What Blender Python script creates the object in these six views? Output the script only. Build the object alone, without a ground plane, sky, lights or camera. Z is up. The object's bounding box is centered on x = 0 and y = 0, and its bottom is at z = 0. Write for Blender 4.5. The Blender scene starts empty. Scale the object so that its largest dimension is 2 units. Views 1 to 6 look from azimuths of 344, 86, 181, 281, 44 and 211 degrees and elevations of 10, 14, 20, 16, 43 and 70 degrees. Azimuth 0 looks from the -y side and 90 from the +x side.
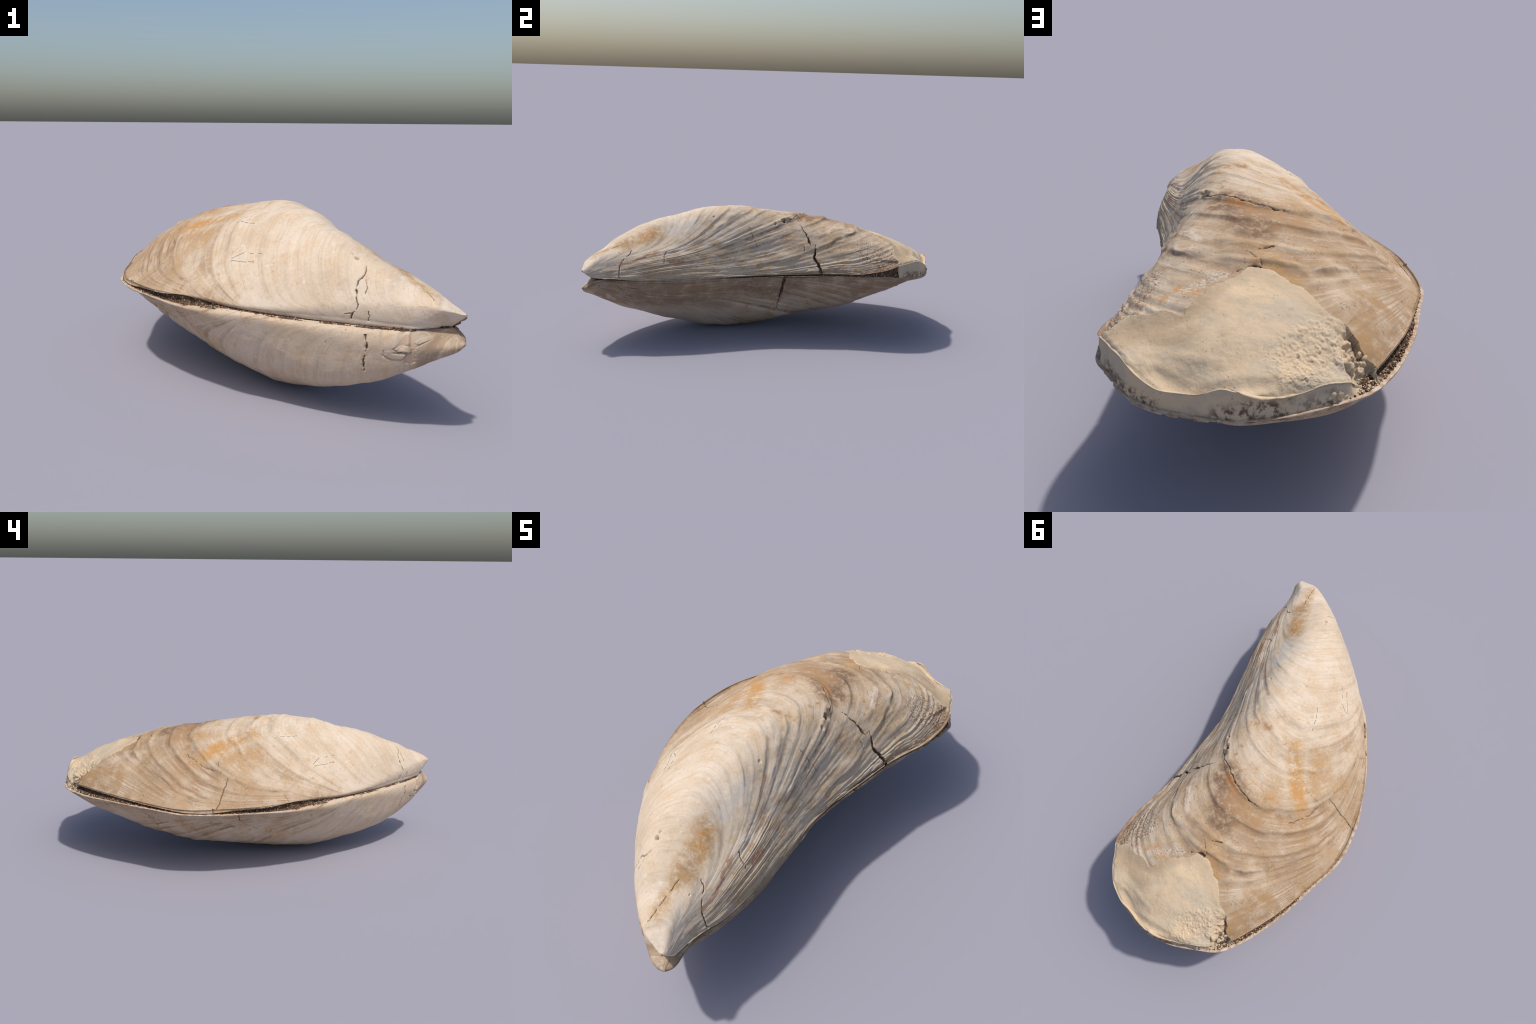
"""Fossil mussel: two weathered valves around a pale infill of hardened mud.

Each valve is a loft: two edge curves run from the beak to the rear end, cross-sections
span between them, and a cubic B-spline arches every section.  A growth law gives each point
of the valve its age (0 beak .. 1 margin); terraces, ribs and fine growth lines are
functions of that age.  Cracks, pits and flaked patches are then cut into the surface.
"""
import bpy
import math
import numpy as np

RNG = np.random.default_rng(7)

# ------------------------------------------------------------------ profiles (x, y, z in metres)
# edge of the arched valve on the concave flank, from the beak to the rear end
CONCAVE_EDGE = np.array([(.497,-.998,.420), (.519,-.970,.400), (.516,-.93,.384), (.506,-.86,.378), (.515,-.76,.372), (.511,-.66,.367), (.498,-.56,.364), (.483,-.47,.362), (.464,-.39,.362), (.441,-.285,.365), (.42,-.19,.368), (.408,-.1,.371), (.401,0,.377), (.403,.1,.382), (.406,.19,.386), (.408,.27,.39), (.416,.36,.393), (.43,.44,.396), (.447,.53,.4), (.453,.6,.412), (.446,.69,.43), (.431,.735,.444), (.398,.787,.448), (.379,.822,.452), (.342,.873,.45), (.316,.903,.436), (.286,.924,.42), (.24,.948,.406), (.195,.957,.405), (.14,.974,.413), (.094,.982,.432), (.055,.986,.424)])
# the same valve, convex flank
CONVEX_EDGE = np.array([(.497,-.998,.420), (.46,-1.005,.432), (.415,-1.003,.446), (.346,-.979,.457), (.285,-.942,.455), (.243,-.918,.45), (.184,-.877,.445), (.122,-.829,.436), (.046,-.772,.424), (-.016,-.719,.412), (-.078,-.661,.400), (-.16,-.575,.387), (-.22,-.5,.388), (-.28,-.418,.388), (-.332,-.34,.385), (-.372,-.27,.38), (-.422,-.157,.375), (-.465,-.035,.37), (-.49,.07,.362), (-.5,.19,.36), (-.486,.29,.365), (-.455,.4,.37), (-.427,.5,.378), (-.39,.61,.385), (-.345,.71,.388), (-.295,.805,.388), (-.25,.86,.385), (-.2,.9,.40), (-.154,.927,.41), (-.112,.945,.403), (-.064,.963,.40), (0,.98,.406), (.055,.986,.424)])
# edges of the keeled valve that lies underneath
KEEL_CONCAVE_EDGE = np.array([(.498,-.998,.325), (.519,-.960,.340), (.516,-.92,.358), (.506,-.86,.366), (.515,-.76,.363), (.511,-.66,.359), (.498,-.56,.356), (.483,-.47,.355), (.464,-.39,.356), (.441,-.285,.358), (.42,-.19,.36), (.408,-.1,.362), (.401,0,.365), (.403,.1,.368), (.406,.19,.370), (.408,.27,.373), (.416,.36,.376), (.43,.44,.379), (.447,.53,.383), (.453,.6,.385), (.45,.69,.382), (.438,.745,.375), (.40,.80,.37), (.345,.882,.36), (.27,.937,.354), (.2,.966,.352), (.125,.987,.35), (.06,.998,.350)])
KEEL_CONVEX_EDGE = np.array([(.498,-.998,.325), (.46,-1.004,.317), (.415,-.992,.313), (.347,-.960,.313), (.286,-.932,.315), (.245,-.906,.318), (.185,-.864,.323), (.125,-.818,.331), (.049,-.762,.341), (-.013,-.715,.349), (-.082,-.653,.354), (-.156,-.583,.357), (-.22,-.51,.348), (-.278,-.432,.346), (-.33,-.352,.345), (-.377,-.266,.344), (-.425,-.154,.344), (-.469,-.042,.344), (-.496,.071,.343), (-.508,.186,.342), (-.49,.298,.346), (-.461,.404,.347), (-.436,.512,.350), (-.405,.616,.352), (-.366,.714,.350), (-.316,.807,.352), (-.27,.872,.354), (-.168,.932,.352), (-.083,.967,.350), (-.01,.988,.350), (.06,.998,.350)])
# arch of the sections: one row per station (beak to rear), control heights from flank to flank
ARCH = np.array([
    [-0.002, 0.001, 0.005, -0.046, -0.108, -0.091, -0.049, -0.003, 0.025, 0.014, -0.018],
    [0.006, -0.002, 0.002, -0.007, 0.000, -0.003, -0.008, -0.010, -0.015, 0.006, -0.030],
    [0.011, -0.001, -0.008, 0.054, 0.120, 0.096, 0.076, 0.052, 0.006, 0.011, -0.031],
    [-0.005, -0.008, 0.034, 0.114, 0.135, 0.182, 0.196, 0.168, 0.036, -0.015, 0.022],
    [-0.028, -0.011, 0.074, 0.127, 0.208, 0.308, 0.260, 0.169, 0.022, -0.027, 0.062],
    [-0.026, -0.006, 0.050, 0.167, 0.338, 0.357, 0.248, 0.147, 0.052, -0.017, 0.028],
    [-0.006, -0.005, 0.027, 0.234, 0.378, 0.307, 0.245, 0.110, 0.049, -0.014, 0.007],
    [0.015, -0.011, 0.030, 0.219, 0.348, 0.282, 0.224, 0.093, 0.020, -0.011, -0.001],
    [0.024, -0.020, 0.053, 0.229, 0.283, 0.279, 0.220, 0.112, 0.011, -0.003, -0.007],
    [0.010, -0.011, 0.034, 0.207, 0.261, 0.264, 0.211, 0.151, 0.034, -0.008, 0.001],
    [-0.012, -0.002, 0.019, 0.114, 0.162, 0.166, 0.145, 0.123, 0.050, -0.018, 0.008],
    [-0.020, -0.001, 0.024, 0.016, 0.066, 0.084, 0.080, 0.077, 0.042, -0.009, 0.003],
    [-0.006, 0.002, 0.001, -0.026, 0.015, 0.033, 0.024, 0.018, 0.003, -0.003, 0.004],
    [0.005, -0.004, -0.001, 0.000, -0.002, -0.007, -0.003, -0.003, -0.002, 0.000, 0.003],
    [0.011, 0.002, 0.008, 0.018, -0.000, -0.013, -0.011, -0.006, 0.003, 0.001, -0.001],
])
KEEL = np.array([
    [0.004, -0.000, -0.006, 0.046, 0.118, 0.114, 0.084, 0.037, -0.008, -0.013, 0.011],
    [-0.006, 0.002, -0.003, 0.005, 0.000, 0.002, 0.004, 0.007, 0.013, -0.006, 0.031],
    [-0.016, 0.001, 0.010, -0.056, -0.127, -0.115, -0.116, -0.090, -0.021, -0.007, 0.040],
    [-0.004, 0.008, -0.026, -0.113, -0.146, -0.201, -0.233, -0.206, -0.053, 0.016, -0.010],
    [0.015, 0.011, -0.059, -0.120, -0.221, -0.330, -0.287, -0.194, -0.036, 0.022, -0.053],
    [0.009, 0.006, -0.031, -0.153, -0.346, -0.375, -0.266, -0.161, -0.056, 0.018, -0.021],
    [-0.011, 0.005, -0.008, -0.215, -0.390, -0.334, -0.271, -0.127, -0.052, 0.014, -0.003],
    [-0.032, 0.010, -0.011, -0.200, -0.366, -0.321, -0.264, -0.119, -0.031, 0.007, 0.004],
    [-0.039, 0.019, -0.034, -0.208, -0.290, -0.305, -0.249, -0.137, -0.023, 0.002, 0.012],
    [-0.020, 0.010, -0.020, -0.193, -0.264, -0.278, -0.230, -0.176, -0.043, 0.010, 0.002],
    [0.008, 0.002, -0.018, -0.122, -0.174, -0.180, -0.163, -0.147, -0.056, 0.018, -0.007],
    [0.020, 0.003, -0.030, -0.036, -0.083, -0.097, -0.094, -0.090, -0.044, 0.010, -0.004],
    [0.006, -0.001, -0.005, 0.014, -0.026, -0.040, -0.030, -0.022, -0.004, 0.003, -0.004],
    [-0.006, 0.003, 0.001, -0.000, 0.003, 0.006, 0.003, 0.003, 0.002, -0.000, -0.003],
    [-0.015, -0.002, -0.004, -0.009, 0.010, 0.020, 0.016, 0.009, -0.002, -0.001, 0.001],
])


# where the shell of the arched valve has broken away from the infill (plan view)
BREAK_LINE = np.array([(0.470, 0.742), (0.407, 0.745), (0.377, 0.723), (0.311, 0.731), (0.259, 0.737), (0.201, 0.756), (0.186, 0.734), (0.157, 0.679), (0.118, 0.652), (0.080, 0.624), (0.048, 0.580), (0.016, 0.584), (-0.009, 0.588), (-0.047, 0.614), (-0.091, 0.638), (-0.133, 0.675), (-0.167, 0.711), (-0.203, 0.733), (-0.242, 0.771), (-0.251, 0.796), (-0.274, 0.811), (-0.36, 0.812)])

# cracks: (points, width at start, width at end, depth)
CRACKS = [
    ([(-0.302, 0.003, 0.489), (-0.343, 0.004, 0.450), (-0.387, 0.015, 0.408), (-0.427, 0.019, 0.375), (-0.490, 0.034, 0.358)], .0045, .008, .014),
    ([(0.225, 0.198, 0.635), (0.262, 0.220, 0.606), (0.281, 0.236, 0.588), (0.312, 0.245, 0.555), (0.323, 0.250, 0.541)], .004, .011, .02),
    ([(0.323, 0.250, 0.541), (0.324, 0.277, 0.541)], .004, .004, .004),
    ([(0.323, 0.277, 0.542), (0.341, 0.278, 0.518), (0.371, 0.271, 0.473), (0.387, 0.289, 0.448), (0.404, 0.301, 0.416), (0.412, 0.306, 0.385)], .008, .020, .03),
    ([(0.332, 0.215, 0.530), (0.346, 0.216, 0.511), (0.356, 0.221, 0.495)], .006, .005, .012),
    ([(0.221, -0.805, 0.561), (0.217, -0.817, 0.546), (0.203, -0.822, 0.526), (0.190, -0.819, 0.518), (0.180, -0.824, 0.493), (0.177, -0.837, 0.465), (0.177, -0.848, 0.444), (0.165, -0.855, 0.424), (0.153, -0.855, 0.409), (0.150, -0.848, 0.385)], .004, .007, .011),
    ([(0.210, -0.832, 0.519), (0.207, -0.847, 0.492), (0.201, -0.852, 0.474)], .0035, .0035, .005),
    ([(0.201, -0.881, 0.423), (0.196, -0.893, 0.406), (0.196, -0.885, 0.385)], .003, .0045, .006),
    ([(0.123, -0.831, 0.402), (0.138, -0.839, 0.406), (0.152, -0.848, 0.411)], .0035, .004, .006),
    ([(0.389, -0.963, 0.469), (0.390, -0.943, 0.486), (0.385, -0.896, 0.509), (0.372, -0.834, 0.531), (0.370, -0.804, 0.538)], .003, .004, .004),
    ([(0.409, -0.741, 0.518), (0.430, -0.746, 0.500), (0.448, -0.771, 0.483), (0.463, -0.791, 0.465), (0.482, -0.798, 0.432), (0.505, -0.800, 0.385)], .003, .006, .008),
    ([(0.406, -0.554, 0.509), (0.426, -0.561, 0.487), (0.443, -0.561, 0.466), (0.455, -0.582, 0.454)], .004, .003, .006),
    ([(0.224, -0.124, 0.675), (0.251, -0.108, 0.649), (0.279, -0.084, 0.613), (0.309, -0.068, 0.569), (0.334, -0.050, 0.527)], .0028, .0034, .004),
    ([(0.053, 0.519, 0.600), (0.033, 0.540, 0.591), (0.012, 0.560, 0.582), (0.008, 0.583, 0.573)], .004, .004, .006),
    ([(0.075, 0.603, 0.574), (0.052, 0.585, 0.579), (0.035, 0.580, 0.577), (0.012, 0.581, 0.576)], .006, .012, .018),
    ([(0.020, 0.505, 0.600), (-0.002, 0.499, 0.599), (-0.022, 0.488, 0.600)], .005, .009, .010),
    ([(-0.294, -0.260, 0.434), (-0.320, -0.293, 0.402), (-0.335, -0.307, 0.388)], .0028, .0034, .004),
    ([(-0.213, 0.055, 0.568), (-0.247, 0.061, 0.545), (-0.288, 0.064, 0.513)], .0028, .0028, .003),
    # the open joint under the great growth halt
    ([(0.206, 0.140, 0.655), (0.183, 0.163, 0.661), (0.139, 0.188, 0.668), (0.088, 0.226, 0.664), (0.040, 0.247, 0.656), (0.000, 0.257, 0.649), (-0.032, 0.264, 0.641), (-0.063, 0.266, 0.633)], .0055, .0065, .016),
    ([(-0.225, 0.232, 0.570), (-0.240, 0.212, 0.563), (-0.257, 0.180, 0.549), (-0.285, 0.121, 0.524), (-0.293, 0.067, 0.510)], .006, .003, .010),
]
KEEL_CRACKS = [
    ([(0.190, -0.880, 0.345), (0.194, -0.885, 0.314), (0.201, -0.868, 0.283), (0.202, -0.855, 0.257), (0.209, -0.845, 0.23), (0.213, -0.836, 0.206)], .008, .004, .012),
    ([(0.403, 0.105, 0.366), (0.393, 0.100, 0.330), (0.361, 0.091, 0.267), (0.321, 0.082, 0.202), (0.268, 0.070, 0.130)], .018, .004, .022),
    ([(-0.470, -0.060, 0.346), (-0.443, -0.083, 0.336), (-0.370, -0.071, 0.295), (-0.320, -0.102, 0.252), (-0.285, -0.135, 0.225), (-0.261, -0.131, 0.199)], .009, .004, .012),
    ([(-0.455, 0.420, 0.347), (-0.441, 0.423, 0.336), (-0.406, 0.394, 0.296), (-0.367, 0.328, 0.239)], .006, .003, .006),
    ([(-0.279, -0.420, 0.345), (-0.262, -0.410, 0.315), (-0.240, -0.413, 0.288)], .0035, .003, .004),
    ([(0.497, -0.821, 0.339), (0.482, -0.776, 0.299), (0.460, -0.731, 0.263), (0.430, -0.693, 0.232)], .004, .003, .005),
    ([(0.498, -0.760, 0.325), (0.500, -0.700, 0.317), (0.505, -0.678, 0.339)], .004, .003, .005),
]
# small pits: (centre, radius, depth)
PITS = [((0.206, -0.768, 0.586), .012, .016), ((0.198, -0.748, 0.600), .009, .008), ((0.215, 0.108, 0.652), .020, .018), ((0.240, 0.055, 0.64), .012, .010),
        ((0.425, -0.807, 0.504), .006, .006), ((0.237, -0.295, 0.675), .009, .007), ((0.383, 0.276, 0.419), .006, .006), ((-0.413, 0.412, 0.399), .007, .006),
        ((0.428, -0.292, 0.406), .006, .006), ((-0.43, 0.25, 0.40), .005, .004), ((0.279, -0.929, 0.457), .006, -.004),
        ((0.063, -0.350, 0.692), .007, .006), ((0.330, -0.940, 0.445), .006, .004)]

# great growth halts: (age, height of the step, length of the swell before it)
HALTS = [(0.165, .002, .03), (0.212, .003, .04), (0.262, .002, .03), (0.305, .0025, .025), (0.345, .004, .04), (0.385, .002, .03), (0.43, .004, .025), (0.474, .014, .06),
         (0.492, .006, .012), (0.53, .004, .02), (0.56, .003, .02), (0.592, .006, .02), (0.606, .0105, .04), (0.628, .003, .012), (0.650, .011, .020), (0.672, .004, .015), (0.705, .012, .022),
         (0.722, .004, .012), (0.737, .012, .018), (0.765, .006, .02), (0.79, .005, .02), (0.83, .005, .025), (0.87, .004, .02), (0.91, .003, .02)]


# ------------------------------------------------------------------ mathematics
def cubic(x, y, t):
    """natural cubic spline through (x, y)"""
    n, h = len(x), np.diff(x)
    a, b = np.zeros((n, n)), np.zeros(n)
    a[0, 0] = a[-1, -1] = 1
    for i in range(1, n - 1):
        a[i, i - 1 : i + 2] = h[i - 1], 2 * (h[i - 1] + h[i]), h[i]
        b[i] = 6 * ((y[i + 1] - y[i]) / h[i] - (y[i] - y[i - 1]) / h[i - 1])
    m = np.linalg.solve(a, b)
    i = np.clip(np.searchsorted(x, t) - 1, 0, n - 2)
    u, v = t - x[i], x[i + 1] - t
    return m[i] * v**3 / (6 * h[i]) + m[i + 1] * u**3 / (6 * h[i]) + (y[i] / h[i] - m[i] * h[i] / 6) * v + (y[i + 1] / h[i] - m[i + 1] * h[i] / 6) * u


def along(points, n=1001):
    d = np.r_[0, np.cumsum(np.linalg.norm(np.diff(points[:, :2], axis=0), axis=1))]
    t = np.linspace(0, 1, n)
    return np.stack([cubic(d / d[-1], points[:, i], t) for i in range(points.shape[1])], 1)


def at(curve, s):
    k = np.linspace(0, 1, len(curve))
    return np.stack([np.interp(s, k, curve[:, i]) for i in range(curve.shape[1])], -1)


def bspline(n, t):
    k = n - 3
    x = np.clip(t, 0, 1) * k
    i = np.minimum(x.astype(int), k - 1)
    u = x - i
    out = np.zeros((len(t), n))
    for j, w in enumerate(((1 - u) ** 3 / 6, (3 * u**3 - 6 * u**2 + 4) / 6, (-3 * u**3 + 3 * u**2 + 3 * u + 1) / 6, u**3 / 6)):
        out[np.arange(len(t)), i + j] = w
    return out


def across(sg, tau):
    """flank-to-flank parameter -1..1 -> fraction of the chord; steep on the concave flank and round the beak"""
    sg, tau = np.asarray(sg)[:, None], np.asarray(tau)[None]
    x = np.clip((sg - .28) / .18, 0, 1)
    k = 1 - x * x * (3 - 2 * x)
    si = np.sin(np.pi / 2 * tau)
    return .5 + .5 * np.where(tau < 0, si, k * si + (1 - k) * (1.5708 * tau - .5708 * tau * tau))


def smooth(a, b, x):
    t = np.clip((x - a) / (b - a), 0, 1)
    return t * t * (3 - 2 * t)


def _hash(ix, iy, iz, seed):
    h = (ix * 374761393 + iy * 668265263 + iz * 2147483647 + seed * 1274126177) & 0xFFFFFFFF
    h = ((h ^ (h >> 13)) * 1274126177) & 0xFFFFFFFF
    return ((h ^ (h >> 16)) & 0xFFFF) / 32767.5 - 1.0


def noise(p, scale, seed=0):
    """value noise, -1..1, p (..., 3)"""
    q = np.asarray(p, float) * scale
    i = np.floor(q).astype(np.int64)
    f = q - i
    f = f * f * (3 - 2 * f)
    x, y, z = i[..., 0], i[..., 1], i[..., 2]
    out = 0
    for dx in (0, 1):
        for dy in (0, 1):
            for dz in (0, 1):
                w = (f[..., 0] if dx else 1 - f[..., 0]) * (f[..., 1] if dy else 1 - f[..., 1]) * (f[..., 2] if dz else 1 - f[..., 2])
                out = out + w * _hash(x + dx, y + dy, z + dz, seed)
    return out


def fractal(p, scale, seed=0, octaves=4, rough=.5):
    out, a, tot = 0, 1.0, 0
    for o in range(octaves):
        out = out + a * noise(p, scale * 2.03**o, seed + 17 * o)
        tot += a
        a *= rough
    return out / tot


def noise1(x, seed):
    i = np.floor(x).astype(np.int64)
    f = x - i
    f = f * f * (3 - 2 * f)
    z = np.zeros_like(i)
    return _hash(i, z, z, seed) * (1 - f) + _hash(i + 1, z, z, seed) * f


def segment_distance(p, pts):
    """distance of p (n, k) to a polyline, and the position 0..1 along it"""
    pts = np.asarray(pts, float)
    ln = np.linalg.norm(np.diff(pts, axis=0), axis=1)
    cum, best, where = np.r_[0, np.cumsum(ln)], np.full(len(p), 9.0), np.zeros(len(p))
    for a, b, l, c in zip(pts[:-1], pts[1:], ln, cum):
        t = np.clip((p - a) @ (b - a) / (l * l), 0, 1)
        d = np.linalg.norm(p - a - t[:, None] * (b - a), axis=1)
        m = d < best
        best[m], where[m] = d[m], (c + t[m] * l) / cum[-1]
    return best, where


def inside(xy, poly):
    poly = np.asarray(poly)
    res = np.zeros(len(xy), bool)
    for (x0, y0), (x1, y1) in zip(poly, np.roll(poly, -1, 0)):
        c = (y0 > xy[:, 1]) != (y1 > xy[:, 1])
        xc = (x1 - x0) * (xy[:, 1] - y0) / np.where(abs(y1 - y0) < 1e-9, 1e-9, y1 - y0) + x0
        res ^= c & (xy[:, 0] < xc)
    return res


# ------------------------------------------------------------------ the lofted valve
class Valve:
    def __init__(self, concave, convex, arch, side):
        self.r, self.l, self.arch, self.side = along(concave), along(convex), arch, side

    def surface(self, sg, ta):
        """grid of points for 1-D arrays sg (beak-rear) and ta (flank-flank)"""
        t = across(sg, ta)[..., None]
        p = at(self.r, sg)[:, None] * (1 - t) + at(self.l, sg)[:, None] * t
        p[..., 2] += bspline(self.arch.shape[0], sg) @ self.arch @ bspline(self.arch.shape[1], (ta + 1) / 2).T
        return p


def growth_age(sg, ta):
    """age g of the growth line through (sg, ta): superelliptic lines, steep-limbed on the concave flank"""
    s, t = np.broadcast_arrays(sg[:, None], ta[None, :])
    d = t - .08
    lo, hi = s.copy(), np.full(s.shape, 1.6)
    for _ in range(26):
        g = (lo + hi) / 2
        k = [0, .3, .474, .605, .650, .705, .737, .85, 1, 1.6]
        wr = np.interp(g, k, [.44, .46, .54, .66, .72, .80, .86, .98, 1.10, 1.6])
        wl = np.interp(g, k, [1.6, 1.5, 1.27, .95, .95, .97, .98, 1.02, 1.12, 1.5])
        ql = np.interp(g, k, [1.0, 1.0, 1.1, 1.7, 1.9, 2.2, 2.4, 2.4, 2.4, 2.4])
        r = np.clip(s / g, 0, 1)
        f = np.where(d < 0, r**4.6 + (np.abs(d) / wr) ** 2.1, r**2 + (np.abs(d) / wl) ** ql)
        big = f > 1
        lo, hi = np.where(big, g, lo), np.where(big, hi, g)
    return (lo + hi) / 2


def normals(p, up):
    n = np.cross(np.gradient(p, axis=0), np.gradient(p, axis=1))
    n /= np.maximum(np.linalg.norm(n, axis=-1, keepdims=True), 1e-12)
    return n * (1 if (n[..., 2].mean() > 0) == up else -1)


def ease_margin(full, g, k, s):
    """round the bend where the valve turns in to the seam (around the beaks the turn is a soft curve)"""
    for side in (0, 1):
        q, gq = (full, g) if side else (full[:, ::-1], g[:, ::-1])
        m = q.shape[1]
        for i in range(2, int(np.searchsorted(s, .46))):
            a = .095 * min(1, (s[i] + .015) / .07) * float(1 - smooth(.38, .46, s[i]))
            row = q[i]
            d = np.r_[0, np.cumsum(np.linalg.norm(np.diff(row, axis=0), axis=1))]
            e = d[m - 1 - k]
            lo, hi = e - a, d[-1]
            if hi - lo < .012:
                continue
            u = np.linspace(lo, hi, 140)
            c = np.stack([np.interp(u, d, row[:, b]) for b in range(3)], 1)
            w = max(3, int(140 * .5 * min(.060, (hi - lo) * .55) / (hi - lo)) * 2 + 1)
            ker = np.hanning(w + 2)[1:-1]
            ker /= ker.sum()
            pad = np.vstack([2 * c[0] - c[w // 2 : 0 : -1], c, 2 * c[-1] - c[-2 : -w // 2 - 1 : -1]])
            sm = np.stack([np.convolve(pad[:, b], ker, "valid") for b in range(3)], 1)[: len(u)]
            j = np.flatnonzero(d > lo)
            even = np.linspace(d[j[0]], hi, len(j))  # even spacing round the bend
            f = smooth(lo, lo + .3 * (hi - lo), even)[:, None]
            old = np.stack([np.interp(even, d, row[:, b]) for b in range(3)], 1)
            new = np.stack([np.interp(even, u, sm[:, b]) for b in range(3)], 1)
            gn = np.interp(even, d, gq[i])
            if side:  # growth lines run on round the bend instead of crowding into it
                k0 = 1 - float(smooth(.36, .46, s[i]))
                gn = gn * (1 - k0) + k0 * np.minimum(gn, gn[0] + (even - lo) * 1.5)
            gq[i, j] = gn
            row[j] = old * (1 - f) + new * f
    return full, g


def calm_margin(h, s):
    """no abrupt relief in the last centimetre before the rounded turn beside the beaks"""
    m = h.shape[1]
    a = int(m * .14)
    w = smooth(m - a, m - a * .45, np.arange(m))[None] * (1 - smooth(.40, .48, s))[:, None]
    return h * (1 - w) + h[:, m - a : m - a + 1] * w


def terraces(g, grad, wob, strength=1.0):
    """growth relief: swells that end in steps, then ever finer lines; fades where lines run closer than the mesh"""
    h = np.zeros_like(g)
    cell = .0030
    for i, (age, amp, ln) in enumerate(HALTS):
        a = age + wob * .006 + .003 * noise1(wob * 5 + i * 7.7, i + 50)
        x = a - g
        soft = np.maximum(.0022, 1.1 * cell * grad)
        if age in (.474,):
            soft = soft + .006
        up = 1 / (1 + np.exp(-np.clip(x / soft, -30, 30)))
        h += amp * np.exp(-np.maximum(x, 0) / ln) * up * np.clip(1.6 - soft / (.5 * ln), 0, 1) * (.80 + .75 * noise1(wob * 2.2 + 40 + i * 3.1, i))
    for k, (freq, amp) in enumerate(((30, .0020), (75, .0010), (160, .0009), (330, .0007), (600, .0004))):
        fade = np.clip(1.3 - 3.2 * freq * cell * grad, 0, 1)
        x = g * freq + wob * .35
        saw = noise1(x, 90 + k)
        h += amp * saw * fade
    return h * strength


def carve(p, nv, h, gap, cracks, seed):
    flat, nflat = p.reshape(-1, 3), nv.reshape(-1, 3)
    for pts, w0, w1, deep in cracks:
        q = np.asarray(pts, float)
        cum = np.r_[0, np.cumsum(np.linalg.norm(np.diff(q, axis=0), axis=1))]
        q = np.stack([np.interp(np.arange(0, cum[-1], .008), cum, q[:, a]) for a in range(3)], 1)
        q = np.vstack([q, np.asarray(pts[-1], float)[None]])
        near = np.flatnonzero(np.all((flat > q.min(0) - .06) & (flat < q.max(0) + .06), axis=1))
        for a in range(len(q)):  # let the crack lie in the surface
            b = near[((flat[near] - q[a]) ** 2).sum(1).argmin()]
            q[a] -= nflat[b] * ((q[a] - flat[b]) @ nflat[b])
        pts = q
        m = np.flatnonzero(np.all((flat > q.min(0) - .04) & (flat < q.max(0) + .04), axis=1))
        if not len(m):
            continue
        j = flat[m] + np.stack([fractal(flat[m], 50, seed + a, 3) for a in range(3)], 1) * .0060
        d, t = segment_distance(j, pts)
        w = (w0 + (w1 - w0) * t) * (1 + .35 * noise(flat[m], 70, seed + 9))
        w = np.maximum(np.where(w > .009, .5, .34) * w, .0011) * np.where((t < .001) | (t > .999), .6, 1)
        h.reshape(-1)[m] -= .6 * deep * smooth(1.3, .3, d / np.maximum(w, .0022))
        gap.reshape(-1)[m] = np.minimum(gap.reshape(-1)[m], d - w)
        h.reshape(-1)[m] += .0012 * np.exp(-((d - w * 1.7) / .004) ** 2) * noise(flat[m], 60, seed + 5)
    return h, gap


# ------------------------------------------------------------------ scene building
def new_object(name, verts, faces, parent, materials, index=None, smooth_shade=True, floats=None):
    me = bpy.data.meshes.new(name)
    verts, faces = np.asarray(verts, np.float32), np.asarray(faces, np.int32)
    used, inv = np.unique(faces, return_inverse=True)
    verts, faces = verts[used], inv.reshape(faces.shape).astype(np.int32)
    me.vertices.add(len(verts))
    me.vertices.foreach_set("co", verts.ravel())
    k = faces.shape[1]
    me.loops.add(faces.size)
    me.loops.foreach_set("vertex_index", faces.ravel())
    me.polygons.add(len(faces))
    me.polygons.foreach_set("loop_start", np.arange(0, faces.size, k, dtype=np.int32))
    me.polygons.foreach_set("loop_total", np.full(len(faces), k, np.int32))
    me.polygons.foreach_set("use_smooth", np.full(len(faces), smooth_shade))
    for m in materials:
        me.materials.append(m)
    if index is not None:
        me.polygons.foreach_set("material_index", np.asarray(index, np.int32))
    for nm, val in (floats or {}).items():
        a = me.attributes.new(nm, "FLOAT", "POINT")
        a.data.foreach_set("value", np.asarray(val, np.float32).ravel()[used])
    me.update()
    me.validate()
    ob = bpy.data.objects.new(name, me)
    bpy.context.collection.objects.link(ob)
    ob.parent = parent
    return ob


def grid_faces(n, m, flip):
    i = np.arange((n - 1) * (m - 1))
    a = i // (m - 1) * m + i % (m - 1)
    f = np.stack([a, a + m, a + m + 1, a + 1], 1)
    return f[:, ::-1] if flip else f


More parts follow.
